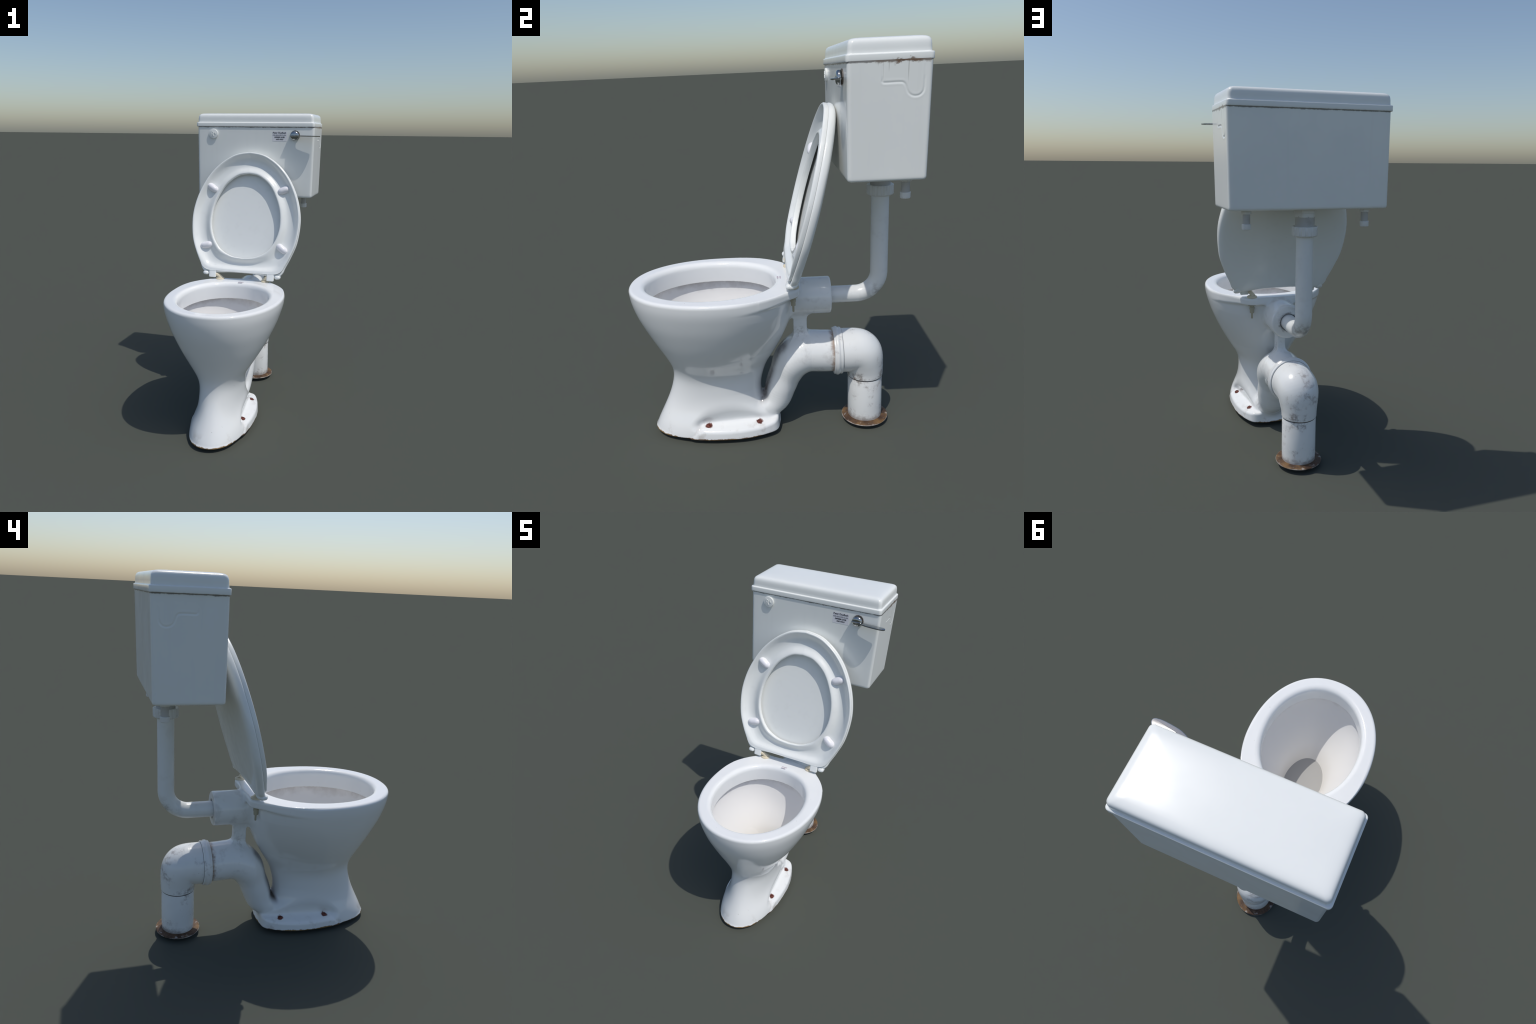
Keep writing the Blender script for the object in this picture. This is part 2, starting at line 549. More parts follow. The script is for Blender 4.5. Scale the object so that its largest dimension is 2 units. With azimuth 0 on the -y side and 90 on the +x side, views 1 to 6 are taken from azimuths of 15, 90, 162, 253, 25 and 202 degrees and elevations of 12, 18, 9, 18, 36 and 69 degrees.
def split_surface(verts, faces, normals, names_mats, label, parent):
    """separate one smooth surface into named parts that keep the whole's normals"""
    obs = {}
    for i, (name, mat) in enumerate(names_mats):
        fs = faces[label == i]
        used, inv = np.unique(fs, return_inverse=True)
        me = bpy.data.meshes.new(name)
        me.vertices.add(len(used))
        me.vertices.foreach_set("co", verts[used].astype(np.float32).ravel())
        me.loops.add(fs.size)
        me.loops.foreach_set("vertex_index", inv.ravel().astype(np.int32))
        me.polygons.add(len(fs))
        me.polygons.foreach_set("loop_start", np.arange(0, fs.size, 4, dtype=np.int32))
        me.update(calc_edges=True)
        me.validate()
        me.shade_smooth()
        me.normals_split_custom_set_from_vertices([tuple(v) for v in normals[used].tolist()])
        obs[name] = link(name, me, mat, parent, None)
    return obs


# ----------------------------------------------------------------- the toilet
toilet = bpy.data.objects.new("toilet", None)
toilet.empty_display_size = 0.2
scene.collection.objects.link(toilet)
toilet["label"] = "old white toilet with raised seat, high cistern and exposed pipes"
toilet["category"] = "toilet"

# ---- pan ----------------------------------------------------------------------
# outer shell: height, front, rear, widest place, half width
SHELL = [
    (0.020, -0.654, 0.050, -0.25, 0.1935), (0.050, -0.642, 0.030, -0.25, 0.190), (0.100, -0.618, 0.005, -0.25, 0.177),
    (0.160, -0.588, -0.038, -0.265, 0.152), (0.220, -0.561, -0.054, -0.28, 0.137), (0.279, -0.541, -0.051, -0.285, 0.133),
    (0.338, -0.530, -0.036, -0.29, 0.137), (0.390, -0.534, -0.015, -0.29, 0.156), (0.440, -0.551, 0.015, -0.285, 0.187),
    (0.505, -0.581, 0.053, -0.28, 0.227), (0.575, -0.616, 0.087, -0.27, 0.267), (0.640, -0.647, 0.113, -0.26, 0.299),
    (0.700, -0.674, 0.128, -0.252, 0.325), (0.760, -0.695, 0.138, -0.245, 0.346), (0.820, -0.7080, 0.142, -0.24, 0.362), (0.868, -0.7115, 0.143, -0.24, 0.366)]
shell = [hermite(SHELL, i) for i in (1, 2, 3, 4)]
# inside of the basin below the flushing rim
BASIN = [
    (0.220, -0.300, -0.130, -0.205, 0.060), (0.280, -0.338, -0.098, -0.205, 0.095), (0.360, -0.392, -0.070, -0.21, 0.122),
    (0.450, -0.484, -0.034, -0.23, 0.168), (0.550, -0.572, 0.028, -0.26, 0.236), (0.630, -0.622, 0.062, -0.275, 0.279),
    (0.700, -0.645, 0.078, -0.285, 0.300), (0.757, -0.650, 0.082, -0.29, 0.304)]
basin = [hermite(BASIN, i) for i in (1, 2, 3, 4)]

outgo = spline([(-0.15, 0.080), (-0.04, 0.118), (0.025, 0.162), (0.056, 0.242), (0.087, 0.317), (0.129, 0.392), (0.198, 0.432), (0.29, 0.431), (0.37, 0.428)], 6)
outgo_r = spline([(0.075, 0), (0.077, 0), (0.080, 0), (0.086, 0), (0.090, 0), (0.106, 0), (0.113, 0), (0.113, 0), (0.112, 0)], 6)[:, 0]


def slab(x, y, z):
    """flat seat deck: egg outline run out to a straight hinge shelf at the back"""
    o = egg(x, y, -0.709, 0.20, -0.24, 0.362, 2.12, 2.0)
    t = np.clip((0.02 - y) / 0.30, 0, 1)
    o = o + 0.032 * t * t * (3 - 2 * t)
    shelf = np.maximum((np.abs(x) - 0.222 + 0.62 * (y - 0.105)) * 0.85, -y - 0.02)
    o = smin(o, shelf, 0.02)
    o = smax(o, y - 0.1635, 0.03)
    o = smax(o, z - 0.868, 0.018)
    return smax(o, 0.823 - z, 0.012)


def basin_f(x, y, z):
    p = [q(z) for q in basin]
    d = egg(x, y, *p, 2.0, 2.15)
    return np.maximum(smax(d, 0.235 - z, 0.05), z - 0.756)


def outgo_f(x, y, z):
    o = np.full(np.broadcast(x, y, z).shape, 1.0)
    near = (y > -0.30) & (z < 0.66)
    if near.any():
        o[near] = chain(x[near], y[near], z[near], outgo, outgo_r, 0.81 + 0.19 * np.clip((y[near] - 0.09) / 0.13, 0, 1))
    return np.maximum(o, y - 0.372)


def inlet_f(x, y, z):
    c = np.sqrt((x - 0.002) ** 2 + (z - 0.759) ** 2) - 0.0975
    return smax(smax(c, y - 0.332, 0.012), -0.02 - y, 0.02)


def foot_f(x, y, z):
    o = egg(x, y, -0.651, 0.09, -0.25, 0.1925, 2.2, 2.4) + 0.10 * (z - 0.028)
    o = smax(o, y - 0.040 + 0.1 * (z - 0.028), 0.035)
    front = np.clip((-0.365 - y) / 0.10, 0, 1)
    o = smax(o, z - 0.086 + 0.25 * np.maximum(np.abs(x) - 0.12, 0) + 0.062 * front * front * (3 - 2 * front), 0.014)
    return smax(o, 0.027 - z, 0.006)


def pan_outer(x, y, z):
    p = [q(z) for q in shell]
    body = egg(x, y, *p, 2.12 + 0.08 * np.clip((0.2 - z) / 0.15, 0, 1), 1.88 + 0.37 * np.clip((z - 0.50) / 0.25, 0, 1) + 0.4 * np.clip((0.25 - z) / 0.15, 0, 1))
    body = smax(body, 0.027 - z, 0.006)
    body = smax(body, z - 0.868, 0.020)
    # ledges for the floor screws are cut into both flanks of the flared pedestal
    cut = smax(0.088 - 0.25 * np.maximum(np.abs(x) - 0.12, 0) - z,
               (0.112 + 0.10 * np.maximum(-0.2 - y, -0.15) + 0.33 * (z - 0.09)) - np.abs(x), 0.03)
    cut = smax(cut, -0.445 + 0.5 * (z - 0.09) - y, 0.09)
    cut = np.maximum(cut, z - 0.30)
    body = smax(body, -cut, 0.022)
    body = smin(body, foot_f(x, y, z), 0.018)
    body = smin(body, outgo_f(x, y, z), 0.022)
    web = np.maximum(np.maximum(np.abs(x - 0.002) - 0.023, np.abs(y - 0.169) - 0.036), np.abs(z - 0.60) - 0.11)
    inlet = smin(inlet_f(x, y, z), web, 0.035)
    body = smin(body, inlet, 0.032)
    return np.maximum(smin(body, slab(x, y, z), 0.024), z - 0.868)


def pan_f(x, y, z):
    outer = o = pan_outer(x, y, z)
    mouth = np.maximum(egg(x, y, -0.629, 0.046, -0.29, 0.274, 2.0, 2.15), 0.70 - z)
    o = smax(o, -mouth, 0.034)
    o = np.maximum(o, -np.maximum(basin_f(x, y, z), outer + 0.013))
    recess = np.maximum(np.sqrt((x - 0.002) ** 2 + (z - 0.757) ** 2) - 0.0475, 0.324 - y)
    return smax(o, -recess, 0.006)


pv, pf, pn = surface(pan_f, (0, -0.73, 0.012), (0.40, 0.39, 0.884), 0.005, mirror=True)
pc = pv[pf].mean(1)
cx, cy, cz = pc.T
label = np.full(len(pf), 1)
label[cz < 0.11] = 0
og = outgo_f(cx, cy, cz)
label[(og < 0.008) & (cy > -0.055) & (cz > 0.09)] = 2
label[(cy > 0.05) & (cz > 0.575) & (cz < 0.862) & (inlet_f(cx, cy, cz) < 0.015)] = 3
label[(cy > 0.12) & (cz > 0.55) & (cz < 0.70)] = 3
sl = slab(cx, cy, cz)
label[(cz > 0.819) & (cy < 0.1655)] = 4
bs = np.abs(basin_f(cx, cy, cz))
inner = egg(cx, cy, -0.664, 0.095, -0.29, 0.315)
label[(cz > 0.745) & (inner < 0.0)] = 4
wall = pan_outer(cx, cy, cz)
label[(wall < -0.0085) & (cz < 0.7575) & (inner < 0.02)] = 5
pv[:, 0] += X0
pan_empty = bpy.data.objects.new("pan", None)
scene.collection.objects.link(pan_empty)
pan_empty.parent = toilet
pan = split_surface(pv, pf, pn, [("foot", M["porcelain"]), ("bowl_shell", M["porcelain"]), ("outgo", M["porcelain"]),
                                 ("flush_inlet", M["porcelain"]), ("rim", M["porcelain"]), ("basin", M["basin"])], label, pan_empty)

# standing water in the sump
zw = 0.360
th = np.linspace(0, 2 * PI, 96, endpoint=False)
ring = []
for t in th:
    dx, dy = math.cos(t), math.sin(t)
    r = np.linspace(0.02, 0.3, 300)
    val = np.maximum(basin_f(r * dx, -0.21 + r * dy, np.full_like(r, zw)), pan_outer(r * dx, -0.21 + r * dy, np.full_like(r, zw)) + 0.013)
    k = np.argmax(val > -0.0)
    ring.append((X0 + (r[k] + 0.003) * dx, -0.21 + (r[k] + 0.003) * dy))
link("water", loft([[(x, y, zw - 0.012) for x, y in ring], [(x, y, zw) for x, y in ring]]), M["water"], pan_empty, 40)

# mauve maker's stamp on the deck: two rows of tiny upright strokes
bm = bmesh.new()
for row, (y, width) in enumerate(((0.0725, 0.036), (0.0590, 0.031))):
    x = -0.042 + 0.001 * row
    end = x + width
    while x < end:
        w, hgt = random.uniform(0.0020, 0.0036), random.uniform(0.005, 0.0085)
        mtx = Matrix.Translation((x + w / 2, y + random.uniform(-0.0006, 0.0006), 0.8682)) @ Matrix.Rotation(random.uniform(-0.3, 0.3), 4, "Z")
        bmesh.ops.create_cube(bm, size=1, matrix=mtx @ Matrix.Diagonal((w, hgt, 0.0008, 1)))
        x += w + random.uniform(0.0003, 0.0009)
stamp = link("maker_stamp", bm, M["stamp"], pan_empty, None)
stamp["kind"] = "stuff"

# rusty floor screws
bm = bmesh.new()
dome = [(0.0, 0.0080), (0.006, 0.0077), (0.0110, 0.0060), (0.0142, 0.0030), (0.0155, 0.0), (0.0155, -0.004), (0.006, -0.004), (0.0055, -0.060), (0.001, -0.064)]
screw_mesh = lathe([(r + 1e-5, h) for r, h in dome], (0, 0, 0), "z", 40)
screw = link("floor_screw", screw_mesh, M["screw"], pan_empty)
cutter = bpy.data.objects.new("slot", bpy.data.meshes.new("slot"))
rounded_box((0.04, 0.0042, 0.008), 0.0004, 1, Matrix.Translation((0, 0, 0.0075))).to_mesh(cutter.data)
scene.collection.objects.link(cutter)
mod = screw.modifiers.new("slot", "BOOLEAN")
mod.object, mod.operation, mod.solver = cutter, "DIFFERENCE", "EXACT"
bpy.context.view_layer.update()
cut_me = bpy.data.meshes.new_from_object(screw.evaluated_get(bpy.context.evaluated_depsgraph_get()))
screw.modifiers.clear()
screw.data = cut_me
bpy.data.objects.remove(cutter)
screw.data.shade_smooth()
screw.data.set_sharp_from_angle(angle=math.radians(35))
spots = [(0.1135, -0.344, 0.0865, 1), (0.094, -0.071, 0.0865, 1), (-0.1735, -0.343, 0.0865, -1), (-0.160, -0.070, 0.0865, -1)]
for i, (x, y, z, s) in enumerate(spots):
    ob = screw if i == 0 else screw.copy()
    if i:
        scene.collection.objects.link(ob)
    ob.location = (x, y, z)
    ob.rotation_euler = (0, 0.12 * s, 0.5 + 1.3 * i)

# ---- seat and lid ----------------------------------------------------------------
U, D, ORG = Vector((0, 0.2559, 0.9667)), Vector((0, 0.9667, -0.2559)), Vector((-0.035, 0.169, 1.0965))


def on_seat(x, s, d):
    """x across, s up along the leaning seat, d back towards the cistern"""
    return ORG + Vector((x, 0, 0)) + U * s + D * d


def polar(outline, n, centre=0.2):
    """radius of a symmetric half outline, as seen from the centre, at n even angles"""
    half = spline(outline, 14) * [0.988, 1.0]
    full = np.vstack([half, (half * [-1, 1])[::-1][1:-1]])
    ang = np.arctan2(full[:, 0], full[:, 1] - centre)
    rad = np.hypot(full[:, 0], full[:, 1] - centre)
    o = np.argsort(ang)
    ang, rad = ang[o], rad[o]
    t = np.linspace(-PI, PI, n, endpoint=False)
    return t, np.interp(t, ang, rad, period=2 * PI)


OUTER = [(0, 0.655), (0.070, 0.645), (0.131, 0.623), (0.212, 0.567), (0.287, 0.482), (0.346, 0.370), (0.378, 0.260), (0.386, 0.160), (0.372, 0.040),
         (0.338, -0.055), (0.300, -0.130), (0.282, -0.156), (0.256, -0.172), (0.220, -0.178), (0.12, -0.178), (0, -0.178)]
INNER = [(0, 0.505), (0.064, 0.495), (0.118, 0.464), (0.164, 0.420), (0.204, 0.352), (0.236, 0.268), (0.247, 0.185), (0.242, 0.115), (0.216, 0.040),
         (0.163, -0.028), (0.085, -0.069), (0, -0.080)]
NT = 288
tt, ro = polar(OUTER, NT)
_, ri = polar(INNER, NT)
lipw = 0.5 + 0.5 * np.tanh((0.2 + ro * np.cos(tt) + 0.11) / 0.05)      # the outer lip dies out at the hinge end
# cross-section from the outer edge inwards: fraction across, depth, how much follows the lip
section = [(0.004, -0.0095, 0), (-0.003, -0.012, 0), (-0.005, -0.017, 0), (-0.003, -0.022, .4), (0.000, -0.0262, .8), (0.012, -0.0300, 1), (0.035, -0.0315, 1), (0.07, -0.0302, 1),
           (0.115, -0.0250, .9), (0.17, -0.0160, .6), (0.24, -0.0055, .25), (0.32, 0.0022, .05), (0.40, 0.0066, 0), (0.50, 0.0088, 0), (0.60, 0.0088, 0),
           (0.67, 0.0060, 0), (0.74, 0.0000, 0), (0.81, -0.0080, 0), (0.87, -0.0138, 0), (0.92, -0.0168, 0), (0.96, -0.0172, 0), (0.985, -0.0145, 0), (0.998, -0.0085, 0), (1.0, -0.001, 0),
           (0.995, 0.007, 0), (0.975, 0.0125, 0), (0.93, 0.0148, 0), (0.50, 0.0148, 0), (0.36, 0.0125, 0), (0.25, 0.0075, 0), (0.12, -0.0030, 0), (0.04, -0.0088, 0)]
rings = []
for f, d, w in section:
    ring = []
    for k in range(NT):
        r = ro[k] + (ri[k] - ro[k]) * f
        dd = d if not w else d * (1 - w) + w * (-0.021 + (d + 0.021) * lipw[k])
        ring.append(on_seat(math.sin(tt[k]) * r, 0.2 + math.cos(tt[k]) * r, dd))
    rings.append(ring)
seat = link("seat", loft(rings, closed=True), M["seat"], toilet, 60)

# hinge tabs of the seat
for sx in (-1, 1):
    mtx = Matrix.Translation(on_seat(sx * 0.206, -0.1945, -0.0095)) @ Matrix((Vector((1, 0, 0)), U, D)).transposed().to_4x4()
    link("seat_hinge_tab", rounded_box((0.052, 0.062, 0.022), 0.008, 5, mtx), M["seat"], seat)

# rubber bumpers
pad = bmesh.new()
bmesh.ops.create_uvsphere(pad, u_segments=40, v_segments=24, radius=1)
for v in pad.verts:
    # stadium-shaped dome
    q = math.copysign(abs(v.co.x) ** 0.68, v.co.x)
    v.co = Vector((q * 0.045, v.co.y * 0.0245, max(v.co.z, -0.1) * 0.028))
pad_me = bpy.data.meshes.new("seat_bumper")
pad.to_mesh(pad_me)
pad.free()
frame = Matrix((Vector((1, 0, 0)), U, -D)).transposed().to_4x4()
first = None
for x, s, ang in ((-0.259, 0.402, -33), (0.252, 0.400, 24), (-0.272, -0.003, 14), (0.268, 0.000, -36)):
    if first is None:
        first = ob = link("seat_bumper", pad_me, M["bumper"], seat, 60)
    else:
        ob = first.copy()
        scene.collection.objects.link(ob)
    ob.matrix_local = Matrix.Translation(on_seat(x, s, 0.004)) @ frame @ Matrix.Rotation(math.radians(ang), 4, "Z")

# lid: a shallow tray behind the seat with a gently domed back
LID_OUT = OUTER[:10] + [(0.304, -0.128), (0.293, -0.158), (0.276, -0.180), (0.252, -0.192), (0.215, -0.193), (0.16, -0.186), (0.08, -0.180), (0, -0.179)]
_, rl = polar(LID_OUT, NT)
tray = [(0.02, 0.030), (0.5, 0.030), (0.84, 0.0295), (0.88, 0.0275), (0.91, 0.0205), (0.935, 0.0105), (0.955, 0.0005), (0.972, -0.0065), (0.988, -0.0088), (1.002, -0.0082),
        (1.0085, -0.0045), (1.0100, 0.0025), (1.0080, 0.0100), (1.0010, 0.0180), (0.987, 0.0248), (0.963, 0.0300), (0.92, 0.0338), (0.84, 0.0368), (0.70, 0.0393), (0.5, 0.0413), (0.25, 0.0425), (0.02, 0.0428)]
rings = [[on_seat(math.sin(t) * r * f, 0.2 + math.cos(t) * r * f, d) for t, r in zip(tt, rl)] for f, d in tray]
lid = link("lid", loft(rings), M["lid"], toilet, 60)
# corner knuckles of the lid that curl forward under the seat
for sx in (-1, 1):
    prof = spline([(-0.155, 0.024), (-0.170, 0.021), (-0.183, 0.016), (-0.193, 0.006), (-0.197, -0.006), (-0.197, -0.017), (-0.196, -0.026)], 6)
    rings = []
    for i, (s, d) in enumerate(prof):
        u = i / (len(prof) - 1)
        tang = prof[min(i + 1, len(prof) - 1)] - prof[max(i - 1, 0)]
        nrm = np.array([-tang[1], tang[0]]) / np.hypot(*tang)
        tip = math.sqrt(max(0.02, 1 - max(0, (u - 0.72) / 0.28) ** 2))
        hw, ht = 0.0205 * tip * min(1, 0.45 + 1.6 * u), 0.0135 * tip * min(1, 0.5 + 2 * u)
        ring = []
        for k in range(24):
            a = 2 * PI * k / 24
            ca, sa = math.cos(a), math.sin(a)
            ht2 = ht * math.copysign(abs(sa) ** 0.8, sa)
            ring.append(on_seat(sx * (0.2540 + 0.002 * u**2) + hw * math.copysign(abs(ca) ** 0.8, ca), s + nrm[0] * ht2, d + nrm[1] * ht2))
        rings.append(ring)
    link("lid_knuckle", loft(rings), M["lid"], lid, 50)

# yellowed hinges and their bolts under the deck
for hx, hy, px in ((-0.192, 0.124, -0.184), (0.131, 0.131, 0.184)):
    disc = lathe([(0.001, 0.012), (0.012, 0.012), (0.020, 0.0105), (0.0265, 0.0085), (0.0295, 0.006), (0.0300, 0.003), (0.0292, -0.001), (0.001, -0.001)], (hx, hy, 0.868), "z", 48)
    h = link("hinge", disc, M["hinge"], toilet, 35)
    top = on_seat(px, -0.203, -0.011)
    foot = Vector((hx + 0.006 * (1 if hx < 0 else -1), hy, 0.874))
    pth = [foot.lerp(top, u) + Vector((0, 0, 0.006 * math.sin(PI * u))) for u in np.linspace(0, 1, 9)]
    link("hinge_post", tube(pth, [0.0165, 0.0150, 0.0135, 0.0125, 0.012, 0.0115, 0.011, 0.0105, 0.0095], 24), M["hinge"], h, 50)
    by = hy - 0.001
    link("bolt_shank", lathe([(0.0055, 0.10), (0.0055, 0.002), (0.004, 0.0)], (hx, by, 0.739), "z", 20), M["bolt"], h, 40)
    link("bolt_washer", lathe([(0.006, 0.0), (0.0215, 0.0), (0.0235, 0.0015), (0.0235, 0.0045), (0.006, 0.0045)], (hx, by, 0.8175), "z", 32), M["bolt"], h, 30)
    link("bolt_nut", lathe([(0.006, 0.0), (0.0118, 0.0), (0.0128, 0.002), (0.0128, 0.021), (0.0118, 0.0225), (0.0155, 0.0225), (0.0155, 0.0335), (0.013, 0.035), (0.013, 0.045), (0.006, 0.045)], (hx, by, 0.7725), "z", 48, hexed(6, 1)), M["bolt"], h, 25)

# ---- cistern -----------------------------------------------------------------------
def rect_ring(x0, x1, y0, y1, r, nx, ny, nc=6):
    """rounded rectangle, counter-clockwise, with even subdivisions on its sides"""
    pts = []
    for cxx, cyy, a0, p, q, n in ((x1 - r, y0 + r, -PI / 2, (x1, y0 + r), (x1, y1 - r), ny), (x1 - r, y1 - r, 0, (x1 - r, y1), (x0 + r, y1), nx),
                                  (x0 + r, y1 - r, PI / 2, (x0, y1 - r), (x0, y0 + r), ny), (x0 + r, y0 + r, PI, (x0 + r, y0), (x1 - r, y0), nx)):
        for i in range(nc):
            a = a0 + PI / 2 * i / nc
            pts.append((cxx + r * math.cos(a), cyy + r * math.sin(a)))
        for i in range(n):
            pts.append((p[0] + (q[0] - p[0]) * i / n, p[1] + (q[1] - p[1]) * i / n))
    return pts


# pressed outline on both ends of the cistern (y, z)
press = np.vstack([[(0.500, 0.888 + 1), (0.500, 1.829)], [(0.505, 1.8245)],
                   spline([(0.512, 1.824), (0.572, 1.8245), (0.588, 1.819), (0.596, 1.805), (0.599, 1.795), (0.608, 1.780), (0.622, 1.771), (0.637, 1.769), (0.652, 1.773), (0.664, 1.786), (0.668, 1.803)], 5),
                   [(0.668, 1.885)]])


def groove(y, z):
    """depth of the pressed line at a point of the end wall"""
    d = np.full(y.shape, 9.0)
    for (ay, az), (by, bz) in zip(press[:-1], press[1:]):
        uy, uz = by - ay, bz - az
        t = np.clip(((y - ay) * uy + (z - az) * uz) / (uy * uy + uz * uz + 1e-12), 0, 1)
        d = np.minimum(d, np.hypot(y - ay - t * uy, z - az - t * uz))
    faint = np.where(z > 1.835, np.clip(1 - (z - 1.835) / 0.02, 0.25, 1), 1.0)
    return (-0.0016 * np.exp(-(d / 0.0034) ** 2) + 0.0003 * np.exp(-((d - 0.009) / 0.004) ** 2)) * faint


levels = [(1.4250, 0.030), (1.4252, 0.016), (1.4262, 0.0095), (1.4282, 0.0050), (1.4315, 0.0020), (1.4360, 0.0004)]
zs = list(np.arange(1.442, 1.745, 0.012)) + list(np.arange(1.748, 1.9125, 0.0025))
levels += [(z, 0.0) for z in zs]
rings = []
for z, inset in levels:
    u = (z - 1.425) / 0.475
    ring = rect_ring(-0.435 + inset, 0.392 + 0.010 * u - inset, 0.364 - 0.005 * u + inset, 0.697 + 0.005 * u - inset, 0.016, 40, 120)
    a = np.array(ring)
    g = groove(a[:, 1], np.full(len(a), z))
    on_r = (np.abs(a[:, 0] - a[:, 0].max()) < 1e-6)
    on_l = (np.abs(a[:, 0] - a[:, 0].min()) < 1e-6)
    a[:, 0] += np.where(on_r, g, 0) - np.where(on_l, g, 0)
    rings.append([(p[0], p[1], z) for p in a])
cistern = link("cistern", loft(rings), M["cistern"], toilet, 50)

lid_levels = [(1.9085, 0.03), (1.9072, 0.0045), (1.9074, 0.0022), (1.9088, 0.0004), (1.912, 0.0), (1.931, 0.0), (1.9338, 0.0005), (1.9357, 0.0020), (1.9366, 0.0042),
              (1.9371, 0.0062), (1.9382, 0.0078), (1.9405, 0.0084), (1.955, 0.0088), (1.968, 0.0096), (1.977, 0.0110), (1.984, 0.0136), (1.9890, 0.0174), (1.9925, 0.0222),
              (1.9950, 0.0285), (1.9968, 0.037), (1.9980, 0.049), (1.9988, 0.068), (1.9995, 0.100), (1.9998, 0.13), (2.0, 0.160)]
rings = []
for z, inset in lid_levels:
    r = 0.017 if inset < 0.005 else 0.020 + 0.06 * max(0, inset - 0.02)
    r = min(r, 0.176 - inset - 0.002)
    rings.append([(x, y, z) for x, y in rect_ring(-0.444 + inset, 0.402 - inset, 0.3535 + inset, 0.7075 - inset, r, 20, 10, 8)])
link("cistern_lid", loft(rings), M["cistern_lid"], cistern, 50)

# round boss with a raised monogram
boss = link("round_cap", lathe([(0.001, 0.0115), (0.029, 0.0113), (0.0318, 0.0105), (0.0332, 0.0088), (0.0335, 0.006), (0.0325, -0.002), (0.001, -0.002)], (0, 0, 0), "z", 64), M["cistern"], cistern, 30)
boss.matrix_local = Matrix.Translation((-0.3155, 0.3595, 1.858)) @ Matrix.Rotation(PI / 2, 4, "X")


def lettering(name, text, size, width, centre, mat, parent, depth=0.0006, fat=0.0, spread=1.0, rot=0.0):
    cu = bpy.data.curves.new(name, "FONT")
    cu.body, cu.size, cu.extrude, cu.offset, cu.space_character = text, size, depth, fat, spread
    cu.align_x, cu.align_y = "CENTER", "CENTER"
    cu.resolution_u = 3
    tmp = bpy.data.objects.new(name, cu)
    scene.collection.objects.link(tmp)
    bpy.context.view_layer.update()
    me = bpy.data.meshes.new_from_object(tmp.evaluated_get(bpy.context.evaluated_depsgraph_get()))
    bpy.data.objects.remove(tmp)
    xs = [v.co.x for v in me.vertices]
    ys = [v.co.y for v in me.vertices]
    k = width / (max(xs) - min(xs))
    mx, my = (max(xs) + min(xs)) / 2, (max(ys) + min(ys)) / 2
    kz = size * 0.72 / (max(ys) - min(ys))
    for v in me.vertices:
        v.co = Vector(((v.co.x - mx) * k, (v.co.y - my) * kz, v.co.z))
    ob = link(name, me, mat, parent, None)
    ob.matrix_local = Matrix.Translation(centre) @ Matrix.Rotation(PI / 2, 4, "X") @ Matrix.Rotation(rot, 4, "Z")
    return ob


lettering("raised_letter", "R", 0.048, 0.020, (-0.3205, 0.3480, 1.858), M["cistern"], cistern, 0.0022, 0.0003)
lettering("raised_accent", "(", 0.024, 0.008, (-0.3030, 0.3480, 1.864), M["cistern"], cistern, 0.0022, 0.0003, rot=0.5)

# instruction label beside the lever
link("instruction_label", rounded_box((0.102, 0.0010, 0.066), 0.0003, 1, Matrix.Translation((0.162, 0.3596, 1.8435))), M["sticker"], cistern, None)
for text, size, width, x, z, mat, fat in (("Peter Dueflush", 0.0155, 0.092, 0.160, 1.8685, "ink", 0.0002), ("FOR REDUCED FLUSH", 0.0110, 0.092, 0.160, 1.8525, "ink_grey", 0.0),
                                          ("DEPRESS LEVER", 0.0110, 0.072, 0.162, 1.8385, "ink", 0.0004), ("AND HOLD", 0.0110, 0.052, 0.162, 1.8245, "ink", 0.0004)):
    lettering("label_text", text, size, width, (x, 0.3586, z), M[mat], cistern, 0.0004, fat)

# chrome flush lever
lever = link("flush_lever", lathe([(0.001, 0.0210), (0.008, 0.0207), (0.015, 0.0198), (0.0215, 0.0182), (0.0262, 0.0158), (0.0292, 0.0128), (0.0308, 0.009), (0.0310, 0.004), (0.0305, 0.0), (0.020, -0.004), (0.001, -0.004)], (0, 0, 0), "z", 64), M["chrome"], cistern, 50)
lever.matrix_local = Matrix.Translation((0.2685, 0.3500, 1.850)) @ Matrix.Rotation(PI / 2, 4, "X")
plate = link("lever_backplate", lathe([(0.001, 0.008), (0.0315, 0.008), (0.0332, 0.007), (0.0332, 0.0), (0.001, 0.0)], (0.2700, 0.3535, 1.8520), "y", 12), M["backplate"], cistern, 30)
# flat paddle: its plan outline, extruded and rounded
plan = spline([(0.236, 0.3400), (0.243, 0.3330), (0.274, 0.3270), (0.302, 0.3130), (0.335, 0.3020), (0.390, 0.2950), (0.420, 0.2945), (0.442, 0.2990), (0.4485, 0.3110), (0.443, 0.3250),
               (0.432, 0.3325), (0.407, 0.3345), (0.350, 0.3380), (0.318, 0.3410), (0.300, 0.3480)], 6)
mid = plan.mean(0)
rings = []
for shrink, dz in ((0.0030, -0.0050), (0.0010, -0.0046), (0.0, -0.0036), (0.0, 0.0012), (0.0008, 0.0019), (0.0026, 0.0023)):
    ring = []
    for i, p in enumerate(plan):
        t = plan[(i + 1) % len(plan)] - plan[i - 1]
        nrm = np.array([-t[1], t[0]]) / (np.hypot(*t) + 1e-9)
        q = p + nrm * shrink
        ring.append((q[0], q[1], 1.8505 + dz - 0.012 * (q[0] - 0.24)))
    rings.append(ring)
arm = link("lever_arm", loft(rings), M["chrome"], cistern, 40)
# rib where the paddle crosses the face of the hub
link("lever_rib", rounded_box((0.058, 0.012, 0.008), 0.003, 3, Matrix.Translation((0.2685, 0.3315, 1.8495))), M["chrome"], cistern, 40)

